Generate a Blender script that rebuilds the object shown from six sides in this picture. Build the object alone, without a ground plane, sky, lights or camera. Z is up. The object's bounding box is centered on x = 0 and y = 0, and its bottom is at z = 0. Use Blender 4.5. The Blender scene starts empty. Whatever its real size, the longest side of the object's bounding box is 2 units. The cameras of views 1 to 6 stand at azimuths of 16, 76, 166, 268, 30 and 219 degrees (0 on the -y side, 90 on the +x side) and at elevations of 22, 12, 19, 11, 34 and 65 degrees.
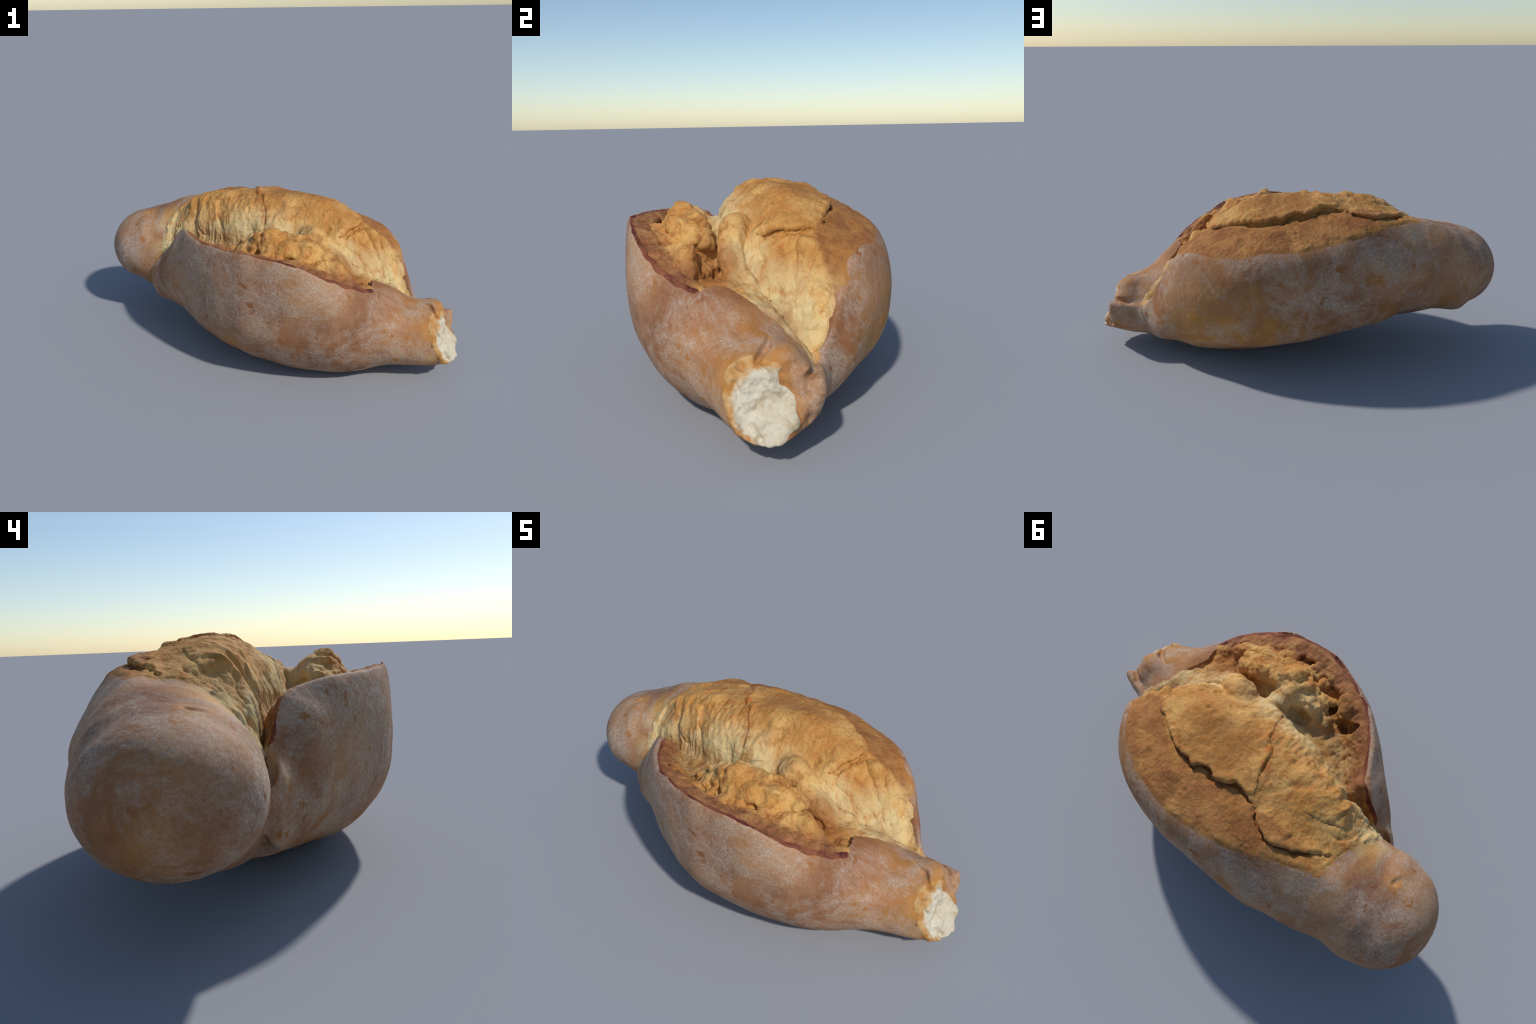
# A crusty torn bread roll: a tilted oval loaf whose crumb has burst upward,
# a front crust flap that curls round an open pocket, and a twisted neck with a torn white end.
import bpy, math
import numpy as np

# ------------------------------------------------------------------ noise
_rng = np.random.RandomState(11)
_perm = _rng.permutation(256)
_perm = np.concatenate([_perm, _perm, _perm])
_g = _rng.normal(size=(256, 3)); _g /= np.linalg.norm(_g, axis=1)[:, None]
_g = _g.astype(np.float32)

def noise(p):
    """gradient noise, about -1..1, p is (n,3)"""
    p = np.asarray(p, np.float32)
    i = np.floor(p).astype(np.int64); f = p - i
    w = f * f * f * (f * (f * 6 - 15) + 10); i &= 255
    out = 0
    for dx in (0, 1):
        for dy in (0, 1):
            for dz in (0, 1):
                h = _perm[_perm[_perm[i[:, 0] + dx] + i[:, 1] + dy] + i[:, 2] + dz]
                d = f - np.array([dx, dy, dz], np.float32)
                ww = (w[:, 0] if dx else 1 - w[:, 0]) * (w[:, 1] if dy else 1 - w[:, 1]) * (w[:, 2] if dz else 1 - w[:, 2])
                out = out + ww * (_g[h] * d).sum(1)
    return out * 1.5

def fbm(p, octaves=3, gain=0.5):
    a, s = 1.0, 0
    for k in range(octaves):
        s = s + a * noise(p + 17.3 * k); p = p * 2.03; a *= gain
    return s

def ridged(p):
    return 1 - 2 * np.abs(noise(p))

def smooth(a, b, x):
    t = np.clip((x - a) / (b - a), 0, 1)
    return t * t * (3 - 2 * t)

def smin(a, b, k):
    h = np.clip(k - np.abs(a - b), 0, None) / k
    return np.minimum(a, b) - h * h * k * 0.25

def smax(a, b, k):
    return -smin(-a, -b, k)

def curve(xs, vs, x):
    """shape-preserving cubic through (xs, vs); vs may have trailing axes"""
    xs = np.asarray(xs, float); vs = np.asarray(vs, float); x = np.clip(np.asarray(x, float), xs[0], xs[-1])
    h = np.diff(xs).reshape((-1,) + (1,) * (vs.ndim - 1)); d = np.diff(vs, axis=0) / h
    m = np.empty_like(vs); m[0], m[-1] = d[0], d[-1]
    same = d[:-1] * d[1:] > 0
    w1, w2 = 2 * h[1:] + h[:-1], h[1:] + 2 * h[:-1]
    with np.errstate(divide="ignore", invalid="ignore"):
        mm = (w1 + w2) / (w1 / d[:-1] + w2 / d[1:])
    m[1:-1] = np.where(same, mm, 0)
    k = np.clip(np.searchsorted(xs, x, side="right") - 1, 0, len(xs) - 2)
    sh = x.shape + (1,) * (vs.ndim - 1)
    hk = (xs[k + 1] - xs[k]).reshape(sh); t = (x - xs[k]).reshape(sh) / hk
    return ((2 * t**3 - 3 * t**2 + 1) * vs[k] + (t**3 - 2 * t**2 + t) * hk * m[k]
            + (-2 * t**3 + 3 * t**2) * vs[k + 1] + (t**3 - t**2) * hk * m[k + 1])

# ------------------------------------------------------------------ cross-sections (y, z) along x
def oval(cy, cz, ry, rz, n=2.0, start=180, turn=-1):
    out = []
    for k in range(12):
        a = math.radians(start + turn * 30 * k)
        c, s = math.cos(a), math.sin(a)
        out.append((cy + ry * math.copysign(abs(c) ** (2 / n), c), cz + rz * math.copysign(abs(s) ** (2 / n), s)))
    return out

loaf, flap = {}, {}      # x station -> 12 control points
# main loaf: front middle, front upper, front shoulder, crest, back shoulder, crust edge, back bulge,
#            lower back, bottom back, bottom, bottom front, lower front
loaf[-0.92] = oval(.20, .408, .05, .04)
loaf[-0.86] = oval(.20, .408, .17, .14, 2.1)
loaf[-0.75] = oval(.212, .405, .250, .222, 2.35)
loaf[-0.65] = [(-.035, .36), (-.03, .46), (.022, .56), (.13, .635), (.26, .655), (.375, .63), (.474, .47), (.422, .285), (.32, .215), (.19, .165), (.055, .17), (-.02, .25)]
loaf[-0.55] = [(-.02, .37), (-.015, .47), (.038, .59), (.13, .665), (.24, .678), (.347, .672), (.50, .48), (.442, .298), (.32, .205), (.17, .145), (.02, .152), (-.05, .24)]
loaf[-0.45] = [(-.03, .42), (-.022, .53), (.018, .64), (.1, .723), (.24, .703), (.375, .682), (.525, .49), (.462, .305), (.32, .205), (.14, .115), (0, .13), (-.05, .25)]
loaf[-0.30] = [(-.09, .45), (-.075, .57), (-.03, .685), (.09, .778), (.25, .75), (.42, .687), (.550, .48), (.505, .28), (.34, .18), (.12, .07), (-.02, .09), (-.06, .25)]
loaf[-0.10] = [(-.15, .47), (-.13, .60), (-.07, .715), (.08, .792), (.26, .76), (.477, .663), (.556, .49), (.512, .26), (.36, .153), (.1, .03), (-.05, .03), (-.1, .25)]
loaf[0.10] = [(-.19, .48), (-.165, .60), (-.09, .70), (.08, .80), (.27, .74), (.492, .638), (.552, .48), (.51, .23), (.36, .133), (.1, .010), (-.08, 0), (-.15, .25)]
loaf[0.25] = [(-.10, .40), (-.17, .57), (-.095, .632), (.085, .786), (.27, .718), (.474, .628), (.533, .47), (.495, .225), (.36, .123), (.12, .010), (-.08, 0), (-.15, .25)]
loaf[0.40] = [(-.10, .36), (-.155, .505), (-.085, .588), (.08, .698), (.235, .680), (.425, .605), (.488, .45), (.457, .22), (.335, .13), (.12, .018), (-.06, 0), (-.12, .2)]
loaf[0.55] = [(-.06, .32), (-.09, .415), (-.01, .50), (.09, .572), (.2, .612), (.34, .588), (.41, .42), (.374, .235), (.275, .135), (.1, .04), (-.05, .03), (-.1, .15)]
loaf[0.65] = [(-.03, .28), (-.02, .33), (.05, .348), (.11, .41), (.165, .52), (.232, .54), (.31, .40), (.275, .23), (.2, .14), (.08, .08), (-.04, .06), (-.06, .15)]
loaf[0.72] = [(0, .25), (.01, .28), (.05, .272), (.09, .31), (.12, .378), (.15, .40), (.205, .33), (.2, .22), (.15, .14), (.06, .09), (-.03, .09), (-.04, .15)]
loaf[0.78] = oval(.055, .215, .04, .08)
loaf[0.80] = oval(.06, .22, .012, .02)

# front flap and neck: bulge, upper, rim, inner top, inner top, inner, inner low, bottom inner,
#                      bottom, bottom front, lower front, low bulge
flap[-0.66] = oval(-.055, .30, .028, .065)
flap[-0.62] = oval(-.07, .31, .048, .11)
flap[-0.55] = [(-.188, .40), (-.145, .465), (-.075, .495), (-.05, .485), (-.02, .47), (.05, .44), (.05, .3), (.03, .22), (0, .162), (-.06, .173), (-.14, .222), (-.184, .305)]
flap[-0.45] = [(-.266, .46), (-.22, .56), (-.125, .622), (-.08, .605), (-.03, .58), (.05, .5), (.05, .3), (.03, .17), (-.05, .14), (-.14, .178), (-.206, .242), (-.248, .33)]
flap[-0.35] = [(-.35, .48), (-.34, .58), (-.275, .662), (-.2, .63), (-.1, .62), (.05, .5), (.05, .3), (0, .12), (-.1, .11), (-.20, .15), (-.281, .216), (-.325, .32)]
flap[-0.25] = [(-.425, .48), (-.42, .59), (-.385, .669), (-.3, .65), (-.15, .62), (0, .5), (0, .3), (-.02, .085), (-.14, .09), (-.262, .128), (-.357, .20), (-.41, .32)]
flap[-0.10] = [(-.51, .44), (-.502, .56), (-.465, .678), (-.38, .66), (-.2, .62), (0, .5), (0, .3), (-.05, .03), (-.18, .045), (-.32, .085), (-.43, .175), (-.49, .29)]
flap[0.05] = [(-.55, .41), (-.542, .55), (-.517, .682), (-.43, .655), (-.22, .62), (0, .5), (0, .3), (-.05, .005), (-.2, .005), (-.35, .055), (-.475, .165), (-.535, .28)]
flap[0.25] = [(-.55, .42), (-.543, .54), (-.518, .652), (-.45, .63), (-.25, .6), (0, .5), (0, .3), (-.05, 0), (-.2, 0), (-.34, .025), (-.46, .125), (-.53, .26)]
flap[0.40] = [(-.532, .41), (-.522, .50), (-.483, .583), (-.42, .585), (-.25, .58), (0, .5), (0, .3), (-.05, 0), (-.2, 0), (-.335, .025), (-.45, .125), (-.513, .26)]
flap[0.52] = [(-.484, .36), (-.466, .45), (-.41, .525), (-.33, .53), (-.2, .505), (-.05, .42), (0, .25), (-.03, .02), (-.18, 0), (-.315, .035), (-.42, .13), (-.47, .24)]
flap[0.65] = [(-.41, .28), (-.40, .355), (-.345, .412), (-.27, .447), (-.18, .45), (-.055, .39), (0, .25), (0, .08), (-.12, .02), (-.24, .045), (-.345, .12), (-.395, .20)]
flap[0.75] = [(-.342, .23), (-.332, .305), (-.285, .35), (-.215, .378), (-.14, .384), (-.01, .325), (.045, .24), (.02, .12), (-.07, .055), (-.17, .03), (-.27, .085), (-.325, .15)]
flap[0.85] = [(-.302, .20), (-.290, .28), (-.245, .33), (-.18, .352), (-.12, .352), (-.03, .315), (.02, .22), (-.0, .14), (-.08, .075), (-.16, .045), (-.245, .08), (-.29, .13)]
flap[1.00] = [(-.268, .19), (-.258, .25), (-.225, .29), (-.17, .315), (-.12, .32), (-.05, .30), (.0, .22), (-.02, .16), (-.09, .12), (-.16, .10), (-.215, .105), (-.255, .14)]

# crust rim of the flap (x, y, z) from the left tip round the front to the neck
RIM = np.array([(-.575, -.05, .48), (-.50, -.08, .54), (-.42, -.12, .627), (-.33, -.28, .656), (-.225, -.40, .668), (-.113, -.46, .670), (0, -.505, .670),
                (.08, -.52, .674), (.16, -.521, .665), (.245, -.52, .648), (.32, -.505, .61), (.40, -.485, .58), (.477, -.452, .551), (.553, -.39, .51), (.59, -.34, .49)])
# where crumb gives way to crust, in plan, going round from the right shoulder
BACK_EDGE = [(.63, .21), (.535, .335), (.459, .395), (.364, .441), (.244, .477), (.121, .498), (.034, .5), (-.076, .486), (-.2, .463), (-.324, .412), (-.44, .365), (-.526, .325)]
LEFT_EDGE = [(-.552, .215), (-.565, .16), (-.58, .094), (-.598, .046), (-.607, 0), (-.612, -.03), (-.60, -.045)]
NECK_EDGE = [(.575, -.28), (.565, -.22), (.60, -.17), (.66, -.11), (.74, -.03), (.80, .03)]
RIGHT_EDGE = [(.765, .06), (.727, .10), (.70, .135), (.684, .185)]
CRACK = np.array([(.47, .14), (.445, .172), (.374, .218), (.30, .26), (.244, .285), (.184, .297), (.127, .292), (.071, .282), (0, .289), (-.098, .276), (-.20, .285)])

def spline_closed(pts, per=8):
    p = np.asarray(pts, float); n = len(p); out = []
    a, b, c, d = np.roll(p, 1, 0), p, np.roll(p, -1, 0), np.roll(p, -2, 0)
    for k in range(per):
        t = k / per
        out.append(0.5 * (2 * b + (c - a) * t + (2 * a - 5 * b + 4 * c - d) * t * t + (3 * b - a - 3 * c + d) * t**3))
    return np.stack(out, 1).reshape(-1, 2)

def polygon_sdf(y, z, poly):
    best = np.full(y.shape, 1e9); ins = np.zeros(y.shape, bool)
    for (ay, az), (by, bz) in zip(poly, np.roll(poly, -1, 0)):
        ey, ez = by - ay, bz - az; L = ey * ey + ez * ez + 1e-12
        wy, wz = y - ay, z - az
        t = np.clip((wy * ey + wz * ez) / L, 0, 1)
        best = np.minimum(best, (wy - ey * t) ** 2 + (wz - ez * t) ** 2)
        if az != bz:
            ins ^= ((az > z) != (bz > z)) & (y < ey * (z - az) / ez + ay)
    return np.where(ins, -1, 1) * np.sqrt(best)

def polyline_near(px, py, line):
    """distance in plan, signed side (left of direction > 0), and the point index of the nearest place"""
    best = np.full(px.shape, 1e9); par = np.zeros(px.shape); side = np.zeros(px.shape)
    for k in range(len(line) - 1):
        ax, ay = line[k][:2]; bx, by = line[k + 1][:2]
        ex, ey = bx - ax, by - ay; L = ex * ex + ey * ey
        t = np.clip(((px - ax) * ex + (py - ay) * ey) / L, 0, 1)
        d = np.hypot(px - ax - ex * t, py - ay - ey * t); m = d < best
        best = np.where(m, d, best); par = np.where(m, k + t, par)
        side = np.where(m, ex * (py - ay) - ey * (px - ax), side)
    return best, np.sign(side), par

# ------------------------------------------------------------------ solid field on a grid
H = 0.0094
X0, Y0, Z0 = -1.04, -0.62, -0.04
NX, NY, NZ = int(2.09 / H), int(1.25 / H), int(.90 / H)
gx, gy, gz = X0 + H * np.arange(NX), Y0 + H * np.arange(NY), Z0 + H * np.arange(NZ)

def loft_field(sections):
    xs = sorted(sections); pts = np.array([sections[x] for x in xs], float)
    yy, zz = np.meshgrid(gy, gz, indexing="ij")
    out = np.empty((NX, NY, NZ), np.float32)
    for i, x in enumerate(gx):
        ring = spline_closed(curve(xs, pts, x))
        lo, hi = ring.min(0) - .07, ring.max(0) + .07
        f = np.full(yy.shape, .08, np.float32)
        js, ks = (gy > lo[0]) & (gy < hi[0]), (gz > lo[1]) & (gz < hi[1])
        f[np.ix_(js, ks)] = polygon_sdf(yy[np.ix_(js, ks)], zz[np.ix_(js, ks)], ring)
        past = max(xs[0] - x, x - xs[-1], 0)
        out[i] = np.maximum(f, past) if past else f
    return out

def finer(f):
    for ax in range(3):
        f = np.moveaxis(f, ax, 0)
        mid = np.empty_like(f[:-1])
        mid[1:-1] = (9 * (f[1:-2] + f[2:-1]) - f[:-3] - f[3:]) / 16
        mid[0], mid[-1] = (f[0] + f[1]) / 2, (f[-1] + f[-2]) / 2
        g = np.empty((2 * len(f) - 1,) + f.shape[1:], np.float32)
        g[::2], g[1::2] = f, mid
        f = np.moveaxis(g, 0, ax)
    return f

main = finer(loft_field(loaf)); front = finer(loft_field(flap))
h = H / 2
fx, fy, fz = X0 + h * np.arange(main.shape[0]), Y0 + h * np.arange(main.shape[1]), Z0 + h * np.arange(main.shape[2])

# open pocket behind the flap: everything above a floor that falls from the rim
PX, PY = np.meshgrid(fx, fy, indexing="ij")
dist, side, par = polyline_near(PX, PY, RIM)
rim_x = np.interp(par, np.arange(len(RIM)), RIM[:, 0]); rim_z = np.interp(par, np.arange(len(RIM)), RIM[:, 2])
ledge = np.interp(rim_x, [-.56, -.40, -.25, -.1, .1, .3, .42, .5, .59], [.012, .045, .09, .13, .17, .19, .17, .16, .12])
drop = np.interp(rim_x, [-.56, -.40, -.25, -.1, .1, .3, .42, .5, .59], [.03, .06, .065, .055, .04, .025, .0, .0, .02])
floor = np.interp(PX, [-.6, -.5, -.45, -.4, -.35, -.3, -.2, -.1, 0, .1, .2, .3, .42, .5, .56, .66, .72, .8], [.34, .40, .44, .48, .515, .54, .565, .57, .58, .60, .60, .585, .56, .49, .46, .44, .39, .31])
lip = rim_z + .004 - drop * np.clip(dist / ledge, 0, 1) ** 1.4
into = smooth(0, .06, dist - ledge)
top = lip * (1 - into) + np.minimum(floor, lip) * into
# neck side: floor ends at the crust edge of the neck
nd, ns, npar = polyline_near(PX, PY, np.array([(.59, -.36)] + NECK_EDGE + [(.9, .1)]))
neck_wall = np.where(ns > 0, top, 1.0) 
in_rim = (side > 0) | (PX > .59)
top = np.where(in_rim, top, 1.0)
top = np.where((ns > 0) | (PX < .50), top, 1.0)
top = top + .012 * fbm(np.stack([PX.ravel() * 9, PY.ravel() * 9, 0 * PX.ravel()], 1), 3).reshape(PX.shape) * (dist > .02)
cap = np.clip(fz[None, None, :] - top[:, :, None], -.1, .1).astype(np.float32) * 0.7
front = smax(front, cap, .012)

body = smin(main, front, .018)
GX, GY, GZ = fx[:, None, None], fy[None, :, None], fz[None, None, :]

def window(lo, hi, pad):
    s = []
    for f, a, b in zip((fx, fy, fz), lo, hi):
        i = np.searchsorted(f, a - pad); j = np.searchsorted(f, b + pad)
        s.append(slice(max(i, 0), min(j, len(f))))
    return tuple(s)

def grid(w):
    X, Y, Z = np.meshgrid(fx[w[0]], fy[w[1]], fz[w[2]], indexing="ij")
    return np.stack([X, Y, Z], -1).astype(np.float32)

def capsule(p, a, b, ra, rb):
    a, b = np.array(a, np.float32), np.array(b, np.float32); e = b - a
    t = np.clip(((p - a) @ e) / (e @ e), 0, 1)
    return np.linalg.norm(p - a - t[..., None] * e, axis=-1) - (ra + (rb - ra) * t)

def chain(pts, radii, k, op="add", squash=(1, 1, 1), wobble=0.0, freq=12, sub_k=.012):
    """a run of dough (or a hole) through pts; squash scales space about the run"""
    global body
    P = np.array(pts, float); R = max(radii)
    w = window(P.min(0), P.max(0), R / min(squash) + .05)
    sq = np.array(squash, np.float32)
    p = grid(w) * sq
    if wobble:
        q = grid(w).reshape(-1, 3) * freq
        off = (fbm(q, 2) * wobble).reshape(p.shape[:-1])
    d = None
    for i in range(len(P) - 1):
        c = capsule(p, P[i] * sq, P[i + 1] * sq, radii[i], radii[i + 1])
        d = c if d is None else smin(d, c, .02)
    if wobble:
        d = d + off
    b = body[w]
    body[w] = smin(b, d, k) if op == "add" else smax(b, -d, sub_k)

def ball(c, r, k, op="add", wobble=0.0, freq=14):
    global body
    c, r = np.array(c, np.float32), np.array(r, np.float32)
    w = window(c, c, r.max() + .05); p = grid(w)
    q = (p - c) / r; n = np.linalg.norm(q, axis=-1)
    d = (n - 1) * r.min() if r.max() / r.min() < 1.01 else n * (n - 1) / (np.linalg.norm(q / r, axis=-1) + 1e-6)
    if wobble:
        d = d + (fbm(p.reshape(-1, 3) * freq, 2) * wobble).reshape(d.shape)
    b = body[w]
    body[w] = smin(b, d, k) if op == "add" else smax(b, -d, k)

# rounded tip of the end lobe
ball((-.79, .204, .406), (.211, .243, .206), .03)

# torn end: a tilted rough break across the neck
TORN_N = np.array([1, -.42, .38]); TORN_C = 1.099 / float(np.linalg.norm(TORN_N)); TORN_N /= np.linalg.norm(TORN_N)
w = window((.72, -.5, -.05), (1.06, .2, .5), 0)
p = grid(w)
cut = p @ TORN_N.astype(np.float32) - TORN_C
ctr = np.linalg.norm((p - np.array([.945, -.16, .20], np.float32)) * np.array([.3, 1, 1], np.float32), axis=-1)
cut = smax(cut, (p[..., 0] + .9 * p[..., 2] - 1.188) / 1.345, .02)
cut = smax(cut + .020 * np.exp(-(ctr / .07) ** 2) + .022 * np.exp(-(np.linalg.norm((p - np.array([.97, -.10, .23], np.float32)) * np.array([.3, 1, 1], np.float32), axis=-1) / .05) ** 2), (p[..., 0] + .4 * p[..., 1] - .946) * .93, .03)
cut = cut + (.017 * fbm(p.reshape(-1, 3) * 12, 4)).reshape(cut.shape)
body[w] = smax(body[w], cut, .010)
chain([(.89, -.262, .27), (.925, -.255, .20), (.95, -.235, .14), (.962, -.20, .108)], [.010, .018, .022, .012], .01, "cut", wobble=.004)
ball((.878, -.235, .322), (.026, .020, .026), .008, "cut", wobble=.006)
# neck: folded-over knob and creases
chain([(.80, -.13, .315), (.86, -.09, .315), (.875, -.035, .27)], [.045, .045, .035], .04, wobble=.006)
chain([(.79, -.12, .375), (.845, -.15, .352), (.885, -.195, .325)], [.008, .014, .012], .01, "cut", wobble=.004)
# curled crust ear beside the torn end
for a, b, ra, rb in (((.78, .045, .245), (.950, .0, .268), .020, .013), ((.78, .05, .215), (.945, -.005, .235), .024, .016),
                     ((.79, .045, .18), (.935, -.02, .195), .026, .02), ((.80, .03, .15), (.915, -.035, .16), .026, .022)):
    chain([a, b], [ra, rb], .035, wobble=.004)
chain([(.79, .045, .29), (.87, .01, .285), (.97, -.06, .275)], [.014, .014, .012], .012, "cut", wobble=.003)
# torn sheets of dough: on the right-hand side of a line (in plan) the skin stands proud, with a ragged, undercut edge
def torn_sheet(line, lo_z, hi_z, proud, sink, reach, undercut, ragged=1.0, seed=0, lead=1.0, tail=2.2, soft=.014):
    line = np.array(line)
    lo, hi = line.min(0) - 2.2 * reach, line.max(0) + 2.2 * reach
    w = window((lo[0], lo[1], lo_z), (hi[0], hi[1], hi_z), 0)
    gx2, gy2 = np.meshgrid(fx[w[0]], fy[w[1]], indexing="ij")
    q = np.stack([gx2.ravel(), gy2.ravel(), 0 * gx2.ravel() + .7 + seed], 1)
    jx = ragged * (.016 * noise(q * 9) + .010 * noise(q * 21 + 7) + .005 * noise(q * 45))
    jy = ragged * (.016 * noise(q * 9 + 50) + .010 * noise(q * 21 + 80) + .005 * noise(q * 45 + 3))
    d0, s0, p0 = polyline_near(q[:, 0] + jx, q[:, 1] + jy, line)
    plan = (-s0 * d0).reshape(gx2.shape)[:, :, None].astype(np.float32)      # negative on the proud side
    n = len(line) - 1
    ends = (smooth(-.1, lead, p0) * smooth(n, n + 1 - tail, p0)).reshape(plan.shape).astype(np.float32)
    old = body[w]
    raised = smax(old - proud * ends * np.exp(-(np.clip(-plan, 0, None) / reach) ** 1.5), plan * .9, .008)
    sunk = np.where(plan > -.004, old + sink * ends * np.exp(-np.clip(plan, 0, None) / (.7 * reach)), old)
    groove = np.hypot(plan + .002, old + .010) - undercut * ends
    body[w] = smax(np.minimum(sunk, raised), -groove, soft)

torn_sheet(CRACK, .50, .86, .025, .013, .07, .015, ragged=1.25, lead=3.6, soft=.005)                                   # long back edge of the crown
torn_sheet([(-.18, .29), (-.225, .34), (-.28, .362), (-.36, .335), (-.43, .295), (-.54, .22)], .50, .84, .014, .008, .05, .010, .9, 13, lead=.8, tail=1.8, soft=.006)   # its lower continuation towards the knob
torn_sheet([(.475, .15), (.462, .12), (.45, .07), (.425, .02), (.40, -.03), (.36, -.06)][::-1], .48, .80, .015, .006, .09, .012, .7, 3, soft=.008)   # stepped front end of the crown
torn_sheet([(.40, -.055), (.445, -.05), (.49, -.043), (.535, -.045), (.58, -.06)], .36, .72, -.0, .018, .05, .0, .5, 5, tail=1.6, soft=.006)
torn_sheet([(.47, .12), (.515, .085), (.555, .06), (.595, .04), (.64, .02)], .34, .72, .020, .004, .06, .0, .6, 7, tail=1.6, soft=.006)
torn_sheet([(.54, .17), (.575, .125), (.60, .085), (.63, .055), (.67, .03)], .34, .70, .017, .004, .05, .0, .6, 9, tail=1.6, soft=.006)
torn_sheet([(.56, -.07), (.50, -.105), (.43, -.135), (.37, -.13), (.31, -.105), (.27, -.085)][::1], .40, .76, .014, .006, .05, .008, .5, 11, tail=1.8)     # foot of the crown above the pocket
# lumps of dough inside the pocket
chain([(-.10, -.255, .56), (-.02, -.275, .61), (.05, -.29, .645), (.095, -.295, .655)], [.045, .055, .06, .062], .04, wobble=.022, freq=13)
chain([(.095, -.295, .655), (.17, -.305, .638), (.25, -.292, .634), (.33, -.278, .60)], [.066, .063, .062, .052], .04, wobble=.022, freq=13)
chain([(.05, -.30, .60), (.02, -.40, .60)], [.03, .025], .03, wobble=.01)
chain([(.24, -.31, .60), (.25, -.43, .59)], [.035, .03], .03, wobble=.01)
chain([(.09, -.26, .62), (.10, -.19, .63)], [.05, .045], .04, wobble=.01)
chain([(.20, -.06, .63), (.25, -.11, .635), (.31, -.14, .60), (.38, -.16, .54), (.45, -.17, .47)], [.055, .06, .055, .045, .035], .02, wobble=.006)
chain([(.33, -.36, .585), (.41, -.335, .575), (.46, -.33, .54)], [.025, .03, .025], .03, wobble=.008)
for c, r in (((-.05, -.385, .615), .040), ((.17, -.412, .625), .030), ((.29, -.42, .60), .02), ((.13, -.44, .60), .03), ((-.02, -.42, .585), .022), ((-.205, -.29, .56), .035), ((-.262, -.32, .585), .02),
             ((-.08, -.33, .56), .03), ((.456, -.30, .585), .018), ((-.21, -.17, .42), .05), ((.00, -.21, .58), .028), ((.20, -.20, .60), .022), ((-.33, -.13, .44), .03),
             ((.06, -.375, .60), .028), ((.20, -.385, .60), .02)):
    ball((c[0], c[1], c[2] + .022), (r * 1.5, r * .8, r * 1.1), .020, "cut", wobble=.026, freq=20)
# crease where the flap leaves the end lobe
chain([(-.585, -.04, .48), (-.605, -.05, .42), (-.635, -.06, .37)], [.026, .020, .008], .01, "cut")
# small blow hole on the end lobe, pits
chain([(-.775, .115, .622), (-.762, .15, .622)], [.010, .010], .008, "cut")

# ------------------------------------------------------------------ surface nets
def surface_nets(f):
    s = f < 0
    nx, ny, nz = f.shape
    corner = [(a, b, c) for a in (0, 1) for b in (0, 1) for c in (0, 1)]
    def sub(arr, o): return arr[o[0]:nx - 1 + o[0], o[1]:ny - 1 + o[1], o[2]:nz - 1 + o[2]]
    cnt = sum(sub(s, o).astype(np.int8) for o in corner)
    active = (cnt > 0) & (cnt < 8)
    idx = np.full(active.shape, -1, np.int64); idx[active] = np.arange(active.sum())
    base = np.argwhere(active)
    vals = {o: sub(f, o)[active] for o in corner}
    acc = np.zeros((len(base), 3)); num = np.zeros(len(base))
    for o in corner:
        for ax in range(3):
            if o[ax] == 0:
                o2 = list(o); o2[ax] = 1; o2 = tuple(o2)
                a, b = vals[o], vals[o2]; m = (a < 0) != (b < 0)
                t = a[m] / (a[m] - b[m])
                pnt = np.tile(np.array(o, float), (m.sum(), 1)); pnt[:, ax] = t
                acc[m] += pnt; num[m] += 1
    v = base + acc / num[:, None]
    faces = []
    for ax in range(3):
        u, w_ = [(1, 2), (2, 0), (0, 1)][ax]
        sl0 = [slice(1, -1)] * 3; sl1 = [slice(1, -1)] * 3
        sl0[ax] = slice(0, -1); sl1[ax] = slice(1, None)
        a, b = s[tuple(sl0)], s[tuple(sl1)]
        for sign in (True, False):
            e = np.argwhere(a & ~b if sign else ~a & b)
            off = np.ones(3, int); off[ax] = 0
            e = e + off
            def at(du, dw):
                q = e.copy(); q[:, u] += du; q[:, w_] += dw
                return idx[q[:, 0], q[:, 1], q[:, 2]]
            quad = np.stack([at(-1, -1), at(0, -1), at(0, 0), at(-1, 0)], 1)
            faces.append(quad if sign else quad[:, ::-1])
    return v, np.concatenate(faces)

V, F = surface_nets(body)
V = V * h + np.array([X0, Y0, Z0])

def largest_piece(V, F):
    lab = np.arange(len(V))
    while True:
        m = lab[F].min(1)
        new = lab.copy()
        for c in range(4):
            np.minimum.at(new, F[:, c], m)
        new = new[new]
        if (new == lab).all(): break
        lab = new
    main_lab = np.bincount(lab).argmax()
    keep = lab == main_lab
    remap = np.cumsum(keep) - 1
    return V[keep], remap[F[keep[F[:, 0]]]]

V, F = largest_piece(V, F)

def edges_of(F):
    e = np.concatenate([F[:, [0, 1]], F[:, [1, 2]], F[:, [2, 3]], F[:, [3, 0]]])
    return np.unique(np.sort(e, 1), axis=0)

E = edges_of(F)
deg = np.bincount(E.ravel(), minlength=len(V))
def relax(V, lam):
    s = np.zeros_like(V)
    for c in range(3):
        s[:, c] = np.bincount(E[:, 0], V[E[:, 1], c], len(V)) + np.bincount(E[:, 1], V[E[:, 0], c], len(V))
    return V + lam * (s / deg[:, None] - V)
for _ in range(4):
    V = relax(V, .5); V = relax(V, -.52)

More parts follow.
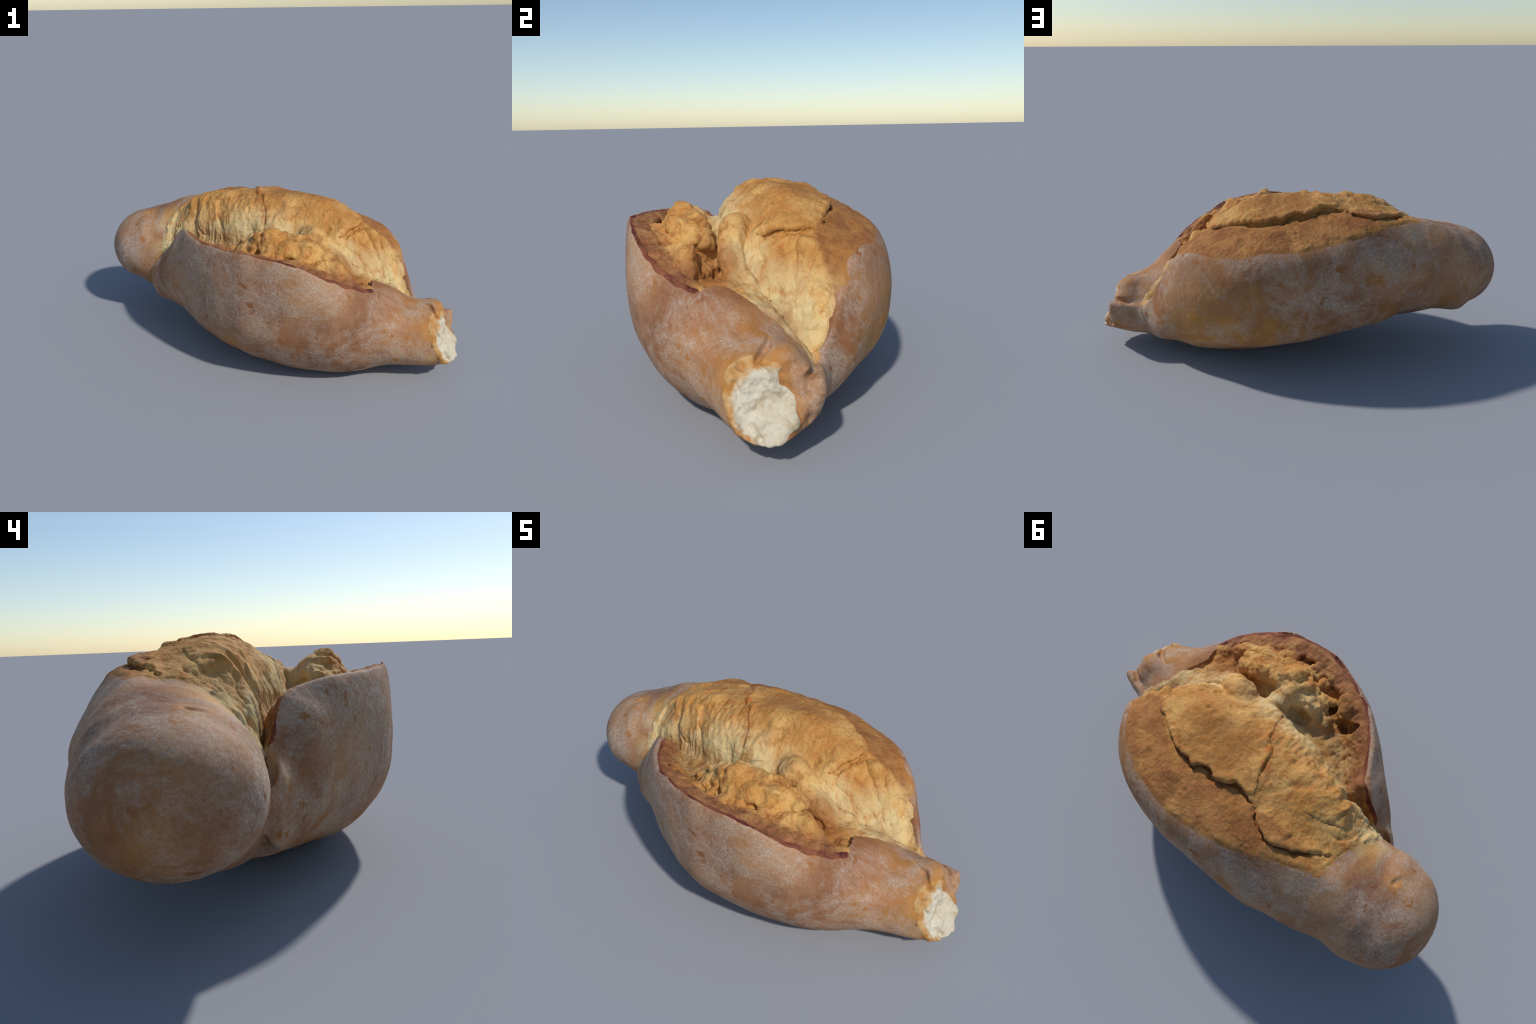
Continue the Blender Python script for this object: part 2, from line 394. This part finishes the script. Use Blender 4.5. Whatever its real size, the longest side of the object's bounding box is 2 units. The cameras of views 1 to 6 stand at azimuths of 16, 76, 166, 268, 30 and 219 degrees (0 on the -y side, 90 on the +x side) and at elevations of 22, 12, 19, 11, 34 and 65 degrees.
def vertex_normals(V, F):
    n = np.cross(V[F[:, 2]] - V[F[:, 0]], V[F[:, 3]] - V[F[:, 1]])
    out = np.zeros_like(V)
    for c in range(4):
        for a in range(3):
            out[:, a] += np.bincount(F[:, c], n[:, a], len(V))
    return out / (np.linalg.norm(out, axis=1)[:, None] + 1e-12)

# ------------------------------------------------------------------ regions
OPENING = np.array([tuple(q) for q in BACK_EDGE + LEFT_EDGE] + [tuple(q[:2]) for q in RIM[1:]] + NECK_EDGE + RIGHT_EDGE)

def opening_distance(P):
    """plan distance to the crust edge, negative inside the burst opening"""
    jit = fbm(P * 14, 3)
    d = polygon_sdf(P[:, 0], P[:, 1], OPENING) + (.005 + .014 * ((P[:, 0] < -.5) | (P[:, 0] > .62))) * jit
    floor_z = np.where(P[:, 0] > .6, .25, .30)
    return np.maximum(d, (floor_z - P[:, 2]) * .8)

def split(P):
    d = opening_distance(P)
    cd, cs, _ = polyline_near(P[:, 0], P[:, 1], RIM)
    torn = (P @ TORN_N - TORN_C > -.014 - .006 * noise(P * 20)) & (P[:, 1] < -.01) & (P[:, 0] > .80)
    torn |= (np.linalg.norm((P - np.array([.95, -.16, .19])) * np.array([.4, 1, 1]), axis=1) < .085 + .03 * noise(P * 14)) & (P @ TORN_N - TORN_C > -.06)
    for c, r in (((.92, -.268, .20), .034), ((.945, -.245, .14), .04), ((.955, -.205, .105), .03), ((.90, -.27, .24), .028), ((.885, -.235, .325), .032)):
        torn |= (np.linalg.norm(P - np.array(c), axis=1) < r) & (P @ TORN_N - TORN_C > -.06)
    return d, torn

N = vertex_normals(V, F)
# folds and tears of the risen dough: (points, groove depth, groove width, lift of the left side, reach of the lift)
FOLDS = [
    ([(-.16, .285, .775), (-.12, .20, .795), (-.09, .09, .80), (-.04, .03, .79), (-.01, -.03, .764), (.005, -.084, .721), (.01, -.134, .672)], .013, .007, .010, .05),
    ([(-.13, .06, .795), (-.114, .007, .777), (-.10, -.036, .755), (-.09, -.08, .70)], .007, .006, .003, .03),
    ([(-.37, .03, .73), (-.395, -.02, .66), (-.37, -.036, .605), (-.325, -.055, .575)], .012, .010, .010, .04),
    ([(-.28, -.02, .722), (-.252, -.053, .676), (-.225, -.087, .62)], .010, .009, .008, .04),
    ([(.06, -.03, .755), (.085, -.067, .733), (.105, -.112, .706), (.127, -.138, .68)], .009, .007, .004, .03),
    ([(.18, .02, .78), (.16, -.05, .745), (.18, -.10, .71)], .006, .006, .005, .03),
    ([(.35, -.07, .64), (.39, -.08, .59), (.44, -.09, .53)], .008, .008, .007, .04),
    ([(.69, .155, .49), (.66, .12, .47), (.66, .09, .42), (.69, .07, .37)], .012, .010, .0, .03),
    ([(-.33, .20, .775), (-.39, .17, .755), (-.45, .14, .72), (-.52, .10, .66)], .010, .009, .008, .04),
    ([(-.42, .06, .71), (-.48, .03, .64), (-.54, .0, .55), (-.57, -.02, .48)], .010, .009, .006, .04),
    ([(-.46, .20, .72), (-.52, .16, .67), (-.555, .09, .62), (-.58, .03, .55)], .012, .009, -.006, .04),
    ([(-.92, .08, .30), (-.945, .14, .288), (-.955, .20, .285), (-.95, .27, .295)], .012, .009, .005, .03),
    ([(.16, .30, .70), (.17, .35, .69), (.20, .37, .68)], .006, .006, .0, .02),
]
PITS = [((-.972, .32, .35), .016, .012), ((-.36, .30, .735), .018, .012), ((.24, .09, .79), .012, .010), ((.30, .42, .64), .012, .008), ((.10, .40, .69), .010, .008),
        ((.37, .06, .715), .014, .008), ((.14, .02, .79), .010, .007), ((.52, .30, .60), .012, .008), ((.05, -.09, .73), .012, .008), ((.60, .34, .45), .010, .006),
        ((.10, .55, .36), .014, .007), ((.40, .42, .15), .014, .006), ((-.25, .46, .64), .012, .007), ((-.19, .05, .79), .012, .009)]

def fold_relief(V, N):
    out = np.zeros(len(V))
    Q = V + .010 * np.stack([noise(V * 18 + s) for s in (0, 31, 57)], 1)
    rag = .75 + .5 * noise(V * 25 + 9)
    for pts, depth, width, lift, reach in FOLDS:
        P = np.array(pts); lo, hi = P.min(0) - 3 * reach, P.max(0) + 3 * reach
        m = np.where(((Q > lo) & (Q < hi)).all(1))[0]
        q = Q[m]; best = np.full(len(m), 1e9); par = np.zeros(len(m)); side = np.zeros(len(m))
        for k in range(len(P) - 1):
            e = P[k + 1] - P[k]; t = np.clip(((q - P[k]) @ e) / (e @ e), 0, 1)
            r = q - P[k] - t[:, None] * e; dd = np.linalg.norm(r, axis=1); c = dd < best
            sgn = (np.cross(np.broadcast_to(e, r.shape), r) * N[m]).sum(1) / (np.linalg.norm(e) * dd + 1e-9)
            best = np.where(c, dd, best); par = np.where(c, k + t, par); side = np.where(c, sgn, side)
        taper = smooth(0, .8, par) * smooth(len(P) - 1, len(P) - 1.8, par)
        sd = best * np.sign(side)
        out[m] += taper * rag[m] * (-depth * np.exp(-(best / width) ** 2) + lift * (sd > 0) * np.exp(-(sd / reach) ** 2) * smooth(0, .4 * width, sd))
    for c, r, dep in PITS:
        q = np.linalg.norm(Q - np.array(c), axis=1)
        out -= dep * np.exp(-(q / r) ** 2 * 1.3)
    return out

d, torn = split(V)
inside = smooth(.0, -.02, d)
# --- relief
back = smooth(0, .03, V[:, 1] - np.interp(V[:, 0], CRACK[::-1, 0], CRACK[::-1, 1]))      # brown shelf behind the crack
pocket = inside * smooth(.02, -.02, V[:, 1] - np.interp(V[:, 0], [-.6, -.4, -.2, 0, .2, .5], [-.06, -.06, -.15, -.19, -.16, -.14]))
dome = inside * (1 - pocket)
cdist, cside, cpar = polyline_near(V[:, 0], V[:, 1], CRACK)
on_top = (V[:, 2] > .5)
fade = smooth(0, 1.2, cpar) * smooth(len(CRACK) - 1, len(CRACK) - 2.5, cpar)
behind = cside < 0
disp = np.zeros(len(V))
# streaks running down the front of the dome
warp = V + .05 * np.stack([noise(V * 5 + s) for s in (3, 41, 77)], 1)
streak = ridged(warp * np.array([13, 5, 2.2])) * .55 * np.clip(.9 + 1.6 * noise(V * 3.3), 0, 2) + .12 * ridged(warp * np.array([24, 9, 4.]) + 9) + ridged(V * np.array([34, 12, 7.0]) + 5) * .3
facing = np.clip(-N[:, 1] * 1.4 + .25, 0, 1)
right_face = smooth(.26, .42, V[:, 0]) * smooth(.95, .70, N[:, 2])
flow = ridged(warp * np.array([4, 17, 4.]) + 2) * .6 + ridged(warp * np.array([9, 34, 9.]) + 6) * .25
disp += dome * (1 - back) * right_face * (.013 * flow + .008 * fbm(V * 12, 2))
disp += dome * (1 - back) * facing * ((.010 + .008 * smooth(.2, -.2, V[:, 0])) * streak + .011 * fbm(V * np.array([8, 8, 5.]), 2))
disp += dome * (.005 * fbm(warp * 6.5, 2) + .006 * smooth(.25, .8, noise(warp * 9 + 4)) - .006 * smooth(.3, .8, noise(warp * 11 + 8)))
disp += dome * (.004 * fbm(V * np.array([13, 13, 13.]), 3) + .0022 * ridged(V * 42))
cdr, _, _ = polyline_near(V[:, 0], V[:, 1], RIM)
disp += pocket * smooth(.0, .06, cdr) * (.015 * fbm(V * 12, 3) + .006 * ridged(V * np.array([14, 14, 7.]) + noise(V * 6)[:, None]) * np.clip(.8 + 1.5 * noise(V * 5), 0, 2) + .0035 * ridged(V * 38))
disp += (1 - inside) * (.004 * fbm(V * 4.5, 2) + .0008 * fbm(V * 40, 2))
disp = np.where(torn, .006 * ridged(V * np.array([20, 14, 14.])) + .003 * fbm(V * 45, 2), disp)
disp = disp + np.where(torn, 0, fold_relief(V, N))
V = V + N * disp[:, None]
V[:, 2] = np.maximum(V[:, 2], 0)

# ------------------------------------------------------------------ parts
d, torn = split(V)
C = V[F].mean(1)
fd, ftorn = split(C)
cd, cs, cp = polyline_near(C[:, 0], C[:, 1], RIM)
crack_y = np.interp(C[:, 0], CRACK[::-1, 0], CRACK[::-1, 1])
fn = np.cross(V[F[:, 2]] - V[F[:, 0]], V[F[:, 3]] - V[F[:, 1]]); fn /= np.linalg.norm(fn, axis=1)[:, None] + 1e-12
dome_y = np.interp(C[:, 0], [-.6, -.4, -.2, 0, .2, .3, .42, .5, .6, .8], [-.05, -.06, -.15, -.185, -.10, -.12, -.15, -.13, -.09, .04])
rim_w = np.interp(C[:, 0], [-.5, -.1, .2, .45, .6], [.010, .012, .014, .018, .026]) + .010 * fbm(C * 22, 3)
part = np.zeros(len(F), int)                                  # 0 crust
opening = fd < 0
part[opening] = 1                                             # risen crumb
shelf = opening & (C[:, 1] > crack_y + .008 * noise(C * 20)) & (C[:, 2] > .5) & (C[:, 0] > -.5 + .03 * noise(C * 12))
part[shelf] = 2                                               # browned shelf behind the crack
part[opening & (C[:, 1] < dome_y)] = 3                        # pocket crumb
part[opening & (C[:, 1] < dome_y + .05) & (cd < rim_w) & (C[:, 0] < .66)] = 4   # dark rim of the flap
part[ftorn] = 5                                               # torn white end
for it in range(3):                                           # tidy single-face islands
    cnt = np.zeros((len(V), 6))
    for c in range(4):
        cnt += np.bincount(F[:, c] * 6 + part, minlength=len(V) * 6).reshape(-1, 6)
    score = sum(cnt[F[:, c]] for c in range(4)); part = score.argmax(1)

# even out the stair steps along the borders between parts
for _ in range(6):
    fa = np.concatenate([F[:, [0, 1]], F[:, [1, 2]], F[:, [2, 3]], F[:, [3, 0]]]); pp = np.tile(part, 4)
    key = np.sort(fa, 1); order = np.lexsort((key[:, 1], key[:, 0])); key, po = key[order], pp[order]
    same = (key[1:] == key[:-1]).all(1); diff = same & (po[1:] != po[:-1])
    be = key[1:][diff]
    nb = np.bincount(be.ravel(), minlength=len(V)); acc = np.zeros_like(V)
    for c in range(3):
        acc[:, c] = np.bincount(be[:, 0], V[be[:, 1], c], len(V)) + np.bincount(be[:, 1], V[be[:, 0], c], len(V))
    m = nb == 2
    V[m] = V[m] * .5 + .5 * acc[m] / 2
N = vertex_normals(V, F)

# ------------------------------------------------------------------ materials
def lin(r, g, b):
    f = lambda c: c / 12.92 if c <= .04045 else ((c + .055) / 1.055) ** 2.4
    return (f(r / 255), f(g / 255), f(b / 255), 1)

class Nodes:
    def __init__(self, name, rough=.75):
        self.m = bpy.data.materials.new(name); self.m.use_nodes = True
        self.t = self.m.node_tree; self.t.nodes.clear()
        self.out = self.t.nodes.new("ShaderNodeOutputMaterial"); self.b = self.t.nodes.new("ShaderNodeBsdfPrincipled")
        self.t.links.new(self.b.outputs[0], self.out.inputs[0])
        self.b.inputs["Roughness"].default_value = rough
        self.b.inputs["Specular IOR Level"].default_value = .25
        self.co = self.t.nodes.new("ShaderNodeTexCoord").outputs["Object"]
        self.height = None
    def link(self, a, b): self.t.links.new(a, b)
    def map(self, scale=(1, 1, 1), rot=(0, 0, 0), loc=(0, 0, 0)):
        n = self.t.nodes.new("ShaderNodeMapping"); n.inputs["Scale"].default_value = scale; n.inputs["Rotation"].default_value = rot; n.inputs["Location"].default_value = loc
        self.link(self.co, n.inputs["Vector"]); return n.outputs[0]
    def noise(self, scale, detail=4, rough=.55, vec=None, dist=0):
        n = self.t.nodes.new("ShaderNodeTexNoise"); n.inputs["Scale"].default_value = scale; n.inputs["Detail"].default_value = detail
        n.inputs["Roughness"].default_value = rough; n.inputs["Distortion"].default_value = dist
        self.link(vec or self.co, n.inputs["Vector"]); return n.outputs["Fac"]
    def ramp(self, fac, lo, hi, a=0.0, b=1.0):
        n = self.t.nodes.new("ShaderNodeMapRange"); n.interpolation_type = "SMOOTHSTEP"
        for k, v in zip(("From Min", "From Max", "To Min", "To Max"), (lo, hi, a, b)): n.inputs[k].default_value = v
        self.link(fac, n.inputs["Value"]); return n.outputs["Result"]
    def math(self, op, a, b):
        n = self.t.nodes.new("ShaderNodeMath"); n.operation = op
        for s, v in zip(n.inputs, (a, b)):
            if isinstance(v, (int, float)): s.default_value = v
            else: self.link(v, s)
        return n.outputs[0]
    def mix(self, fac, a, b):
        n = self.t.nodes.new("ShaderNodeMix"); n.data_type = "RGBA"
        for s, v in ((n.inputs[0], fac), (n.inputs[6], a), (n.inputs[7], b)):
            if isinstance(v, (tuple, int, float)): s.default_value = v
            else: self.link(v, s)
        return n.outputs[2]
    def spot(self, centre, inner, outer, scale=(1, 1, 1)):
        """1 near a place on the object, fading to 0"""
        s = self.t.nodes.new("ShaderNodeVectorMath"); s.operation = "SUBTRACT"; self.link(self.co, s.inputs[0]); s.inputs[1].default_value = centre
        q = self.t.nodes.new("ShaderNodeVectorMath"); q.operation = "MULTIPLY"; self.link(s.outputs[0], q.inputs[0]); q.inputs[1].default_value = scale
        l = self.t.nodes.new("ShaderNodeVectorMath"); l.operation = "LENGTH"; self.link(q.outputs[0], l.inputs[0])
        return self.ramp(l.outputs["Value"], inner, outer, 1, 0)
    def axis(self, which):
        n = self.t.nodes.new("ShaderNodeSeparateXYZ"); self.link(self.co, n.inputs[0]); return n.outputs[which]
    def done(self, colour, bump=None, strength=.4, distance=.004):
        self.link(colour, self.b.inputs["Base Color"])
        if bump is not None:
            n = self.t.nodes.new("ShaderNodeBump"); n.inputs["Strength"].default_value = strength; n.inputs["Distance"].default_value = distance
            self.link(bump, n.inputs["Height"]); self.link(n.outputs[0], self.b.inputs["Normal"])
        return self.m

def crust_material():
    k = Nodes("floured_crust", .68)
    big = k.noise(3.0, 4, .55); mid = k.noise(10, 5, .6); patch = k.noise(17, 3, .5)
    gold = lin(166, 112, 58); brown = lin(134, 84, 48); rose = lin(158, 104, 66)
    c = k.mix(k.ramp(big, .38, .62), gold, brown)
    c = k.mix(k.math("MULTIPLY", k.ramp(mid, .42, .68), .7), c, rose)
    # golden skin where little flour fell: round the neck and the base of the back
    golden = lin(194, 134, 58)
    for ctr, i, o, sc in (((.88, -.2, .1), .10, .40, (1, 1, 1)), ((.45, .42, .22), .10, .45, (.7, 1, 1.6)), ((-.62, -.02, .36), .03, .16, (1, 1, 1)), ((-.78, .13, .60), .02, .09, (1, 1, 1)),
                          ((-.62, .10, .62), .0, .09, (1.6, .7, 1))):
        c = k.mix(k.math("MULTIPLY", k.spot(ctr, i, o, sc), k.ramp(mid, .30, .62, .85, .3)), c, golden)
    pale = lin(206, 172, 116)                            # stretched, paler skin where the knob runs into the crumb
    for ctr in ((-.61, -.02, .47), (-.62, .06, .57), (-.60, .15, .63)):
        c = k.mix(k.math("MULTIPLY", k.spot(ctr, .0, .10), k.ramp(k.noise(16, 5, .65), .36, .60, .05, .75)), c, pale)
    # flour: fine pale grains gathered in drifts, thin fibres of it drawn along the skin
    fine = k.noise(170, 5, .8, dist=.8); grain = k.noise(95, 5, .75, dist=.6)
    drift = k.noise(4.2, 9, .74, dist=.5)
    amount = k.ramp(drift, .40, .62)
    for ctr, i, o, sc, w in (((-.20, -.46, .52), .10, .46, (.8, 1, 1), .8), ((-.84, .0, .46), .05, .25, (1, 1, 1), 1.0), ((-.30, .52, .58), .05, .36, (.7, 1, 1.3), .42),
                             ((.62, .30, .45), .05, .25, (1, 1, 1), .35), ((-.72, .38, .55), .05, .32, (1, 1, 1), .5), ((.35, -.54, .40), .05, .30, (.8, 1, 1.4), .3)):
        amount = k.math("MAXIMUM", amount, k.math("MULTIPLY", k.spot(ctr, i, o, sc), k.ramp(k.noise(9, 6, .7, dist=.5), .35, .62, w * .5, w * 1.4)))
    bare = k.ramp(patch, .30, .38)                       # rubbed bare spots
    fl = k.math("MULTIPLY", k.math("MULTIPLY", k.ramp(grain, .36, .66, .30, 1), k.math("ADD", k.math("MULTIPLY", amount, .72), .05)), bare)
    c = k.mix(fl, c, lin(184, 170, 154))
    sp = k.math("MULTIPLY", k.ramp(fine, .56, .70), k.math("ADD", k.math("MULTIPLY", amount, .60), .12))
    c = k.mix(sp, c, lin(214, 198, 178))
    c = k.mix(k.math("MULTIPLY", k.ramp(k.noise(120, 2, .5), .62, .72), .35), c, lin(120, 74, 46))
    return k.done(c, k.math("ADD", grain, k.math("MULTIPLY", fine, .5)), .30, .003)

def crumb_material(name, base, light, dark, vec=(1, 1, 1)):
    k = Nodes(name, .72)
    v = k.map(vec)
    big = k.noise(5, 5, .6, v); mid = k.noise(17, 7, .68, v, .6); fine = k.noise(80, 5, .75, v)
    c = k.mix(k.ramp(big, .38, .66), base, light)
    c = k.mix(k.math("MULTIPLY", k.ramp(mid, .48, .68), .85), c, dark)
    c = k.mix(k.math("MULTIPLY", k.ramp(mid, .46, .34), .5), c, light)
    c = k.mix(k.math("MULTIPLY", k.ramp(fine, .54, .70), .25), c, light)
    c = k.mix(k.math("MULTIPLY", k.ramp(fine, .44, .30), .30), c, dark)
    return k, c, k.math("ADD", k.math("MULTIPLY", mid, 1.6), k.math("MULTIPLY", fine, .7))

def dough_material():
    k, c, hgt = crumb_material("golden_crumb", lin(198, 142, 74), lin(220, 172, 102), lin(166, 102, 48), (1, 1, .55))
    soft = k.noise(8, 6, .65); patchy = k.ramp(k.noise(6, 5, .6), .35, .65, .2, .85)
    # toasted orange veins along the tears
    vn = k.noise(7, 6, .62, k.map((1.3, 1.3, .5)), .8)
    c = k.mix(k.math("MULTIPLY", k.math("MULTIPLY", k.ramp(vn, .48, .5), k.ramp(vn, .52, .5)), .6), c, lin(190, 104, 36))
    # browner crown
    c = k.mix(k.math("MULTIPLY", k.spot((.12, .14, .80), .08, .38, (.75, 1.2, 1)), patchy), c, lin(168, 110, 52))
    # brown baked shelf behind the crack: beyond y = .29 - 2.06 (x - .2)^2
    x, y = k.axis(0), k.axis(1)
    xc = k.math("MINIMUM", k.math("MAXIMUM", k.math("SUBTRACT", x, .2), 0.0), .28)
    line = k.math("SUBTRACT", y, k.math("SUBTRACT", .285, k.math("MULTIPLY", 2.06, k.math("MULTIPLY", xc, xc))))
    line = k.math("ADD", line, k.math("MULTIPLY", k.math("SUBTRACT", soft, .5), .05))
    toast = k.math("MULTIPLY", k.ramp(line, -.004, .02), k.ramp(k.math("ADD", x, k.math("MULTIPLY", soft, .2)), -.36, -.22, .45, 1))
    toast = k.math("MULTIPLY", toast, k.ramp(k.noise(9, 6, .65), .30, .62, .98, .62))
    c = k.mix(toast, c, k.mix(k.ramp(k.noise(14, 6, .7), .36, .64), lin(138, 82, 44), lin(172, 116, 62)))
    # pale stretched crumb low on the faces
    pale = lin(226, 204, 150)
    streaks = k.ramp(k.noise(13, 6, .65, k.map((1.2, 1.2, .6)), .5), .34, .58, .15, .95)
    for ctr, i, o, sc in (((-.58, 0, .52), .05, .26, (1, 1, 1)), ((.64, -.02, .37), .06, .28, (1, 1, 1)), ((-.22, -.12, .54), .06, .28, (.7, 1, 1)), ((.42, -.12, .53), .03, .18, (1, 1, 1)), ((.02, -.14, .62), .02, .22, (.6, 1, 1))):
        c = k.mix(k.math("MULTIPLY", k.spot(ctr, i, o, sc), streaks), c, pale)
    # broken toast along the great fold of the crown
    for ctr in ((-.11, .15, .80), (-.08, .08, .80), (-.035, .02, .785), (-.008, -.035, .76), (.006, -.09, .715), (.012, -.135, .67)):
        c = k.mix(k.math("MULTIPLY", k.spot(ctr, .004, .04), k.ramp(k.noise(30, 4, .6), .40, .60, .1, .8)), c, lin(178, 98, 38))
    # brown, smooth floor of the valley beside the neck, and the mouth of the pocket
    for ctr, i, o, sc in (((.42, -.23, .53), .06, .15, (1, 1, 1)), ((.50, -.28, .52), .04, .12, (1, 1, 1))):
        c = k.mix(k.math("MULTIPLY", k.spot(ctr, i, o, sc), k.ramp(soft, .3, .6, .5, .9)), c, lin(166, 108, 56))
    # duller, greyer dough down in the crease beside the neck
    c = k.mix(k.math("MULTIPLY", k.spot((.70, -.06, .36), .04, .15, (.7, 1, 1)), k.ramp(k.noise(16, 5, .6), .32, .60, .35, .9)), c, lin(174, 136, 96))
    # amber crumb deep in the pocket, darkened to paint in the hollow's shadow
    for ctr, i, o, sc in (((-.26, -.25, .52), .12, .23, (.75, 1, 1)), ((-.45, -.10, .50), .05, .13, (.8, 1, 1))):
        c = k.mix(k.math("MULTIPLY", k.spot(ctr, i, o, sc), k.ramp(soft, .35, .6, .55, .95)), c, k.mix(k.ramp(k.noise(20, 4, .6), .4, .6), lin(138, 84, 30), lin(172, 116, 48)))
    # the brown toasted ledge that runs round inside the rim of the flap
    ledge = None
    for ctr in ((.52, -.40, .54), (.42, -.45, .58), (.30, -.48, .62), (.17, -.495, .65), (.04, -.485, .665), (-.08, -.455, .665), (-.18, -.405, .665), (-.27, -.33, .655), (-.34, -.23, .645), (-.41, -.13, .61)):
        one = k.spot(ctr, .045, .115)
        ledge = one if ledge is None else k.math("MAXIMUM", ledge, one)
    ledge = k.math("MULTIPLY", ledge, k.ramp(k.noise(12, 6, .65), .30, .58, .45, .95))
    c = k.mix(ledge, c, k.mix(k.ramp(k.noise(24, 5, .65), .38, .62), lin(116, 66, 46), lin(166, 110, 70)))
    return k.done(c, hgt, .75, .010)

def rim_material():
    k, c, hgt = crumb_material("scorched_rim", lin(106, 50, 38), lin(146, 88, 60), lin(74, 28, 28))
    return k.done(c, hgt, .7, .006)

def torn_material():
    k, c, hgt = crumb_material("white_crumb", lin(196, 184, 158), lin(210, 200, 178), lin(172, 152, 116))
    honey = lin(178, 122, 60)
    core = k.ramp(k.math('ADD', k.spot((.95, -.155, .190), .04, .170, (.4, 1, .9)), k.math('MULTIPLY', k.noise(11, 6, .65), 1.1)), .80, 1.02)
    edge = k.mix(k.ramp(k.noise(22, 5, .6), .35, .65), honey, lin(196, 156, 104))
    c = k.mix(core, edge, c)
    return k.done(c, hgt, .5, .005)

# ------------------------------------------------------------------ objects
def build(name, faces, material, parent):
    used = np.unique(faces); remap = np.full(len(V), -1); remap[used] = np.arange(len(used))
    fs = remap[faces]
    me = bpy.data.meshes.new(name)
    me.vertices.add(len(used)); me.vertices.foreach_set("co", V[used].astype(np.float32).ravel())
    me.loops.add(fs.size); me.loops.foreach_set("vertex_index", fs.astype(np.int32).ravel())
    me.polygons.add(len(fs)); me.polygons.foreach_set("loop_start", np.arange(0, fs.size, 4, dtype=np.int32))
    me.polygons.foreach_set("use_smooth", np.ones(len(fs), bool))
    me.update(calc_edges=True)
    me.normals_split_custom_set_from_vertices(N[used].astype(np.float32))
    me.materials.append(material)
    ob = bpy.data.objects.new(name, me); bpy.context.scene.collection.objects.link(ob); ob.parent = parent
    return ob

root = bpy.data.objects.new("bread_roll", None)
bpy.context.scene.collection.objects.link(root)
root["label"] = "crusty floured bread roll, burst open, torn at one end"
root["category"] = "bread roll"
dough = dough_material()
for code, name, material in ((0, "crust", crust_material()), (1, "risen_crumb", dough), (2, "crumb_shelf", dough),
                             (3, "pocket_crumb", dough), (4, "crust_rim", rim_material()), (5, "torn_end", torn_material())):
    build(name, F[part == code], material, root)
print("faces", len(F), "bounds", V.min(0), V.max(0))
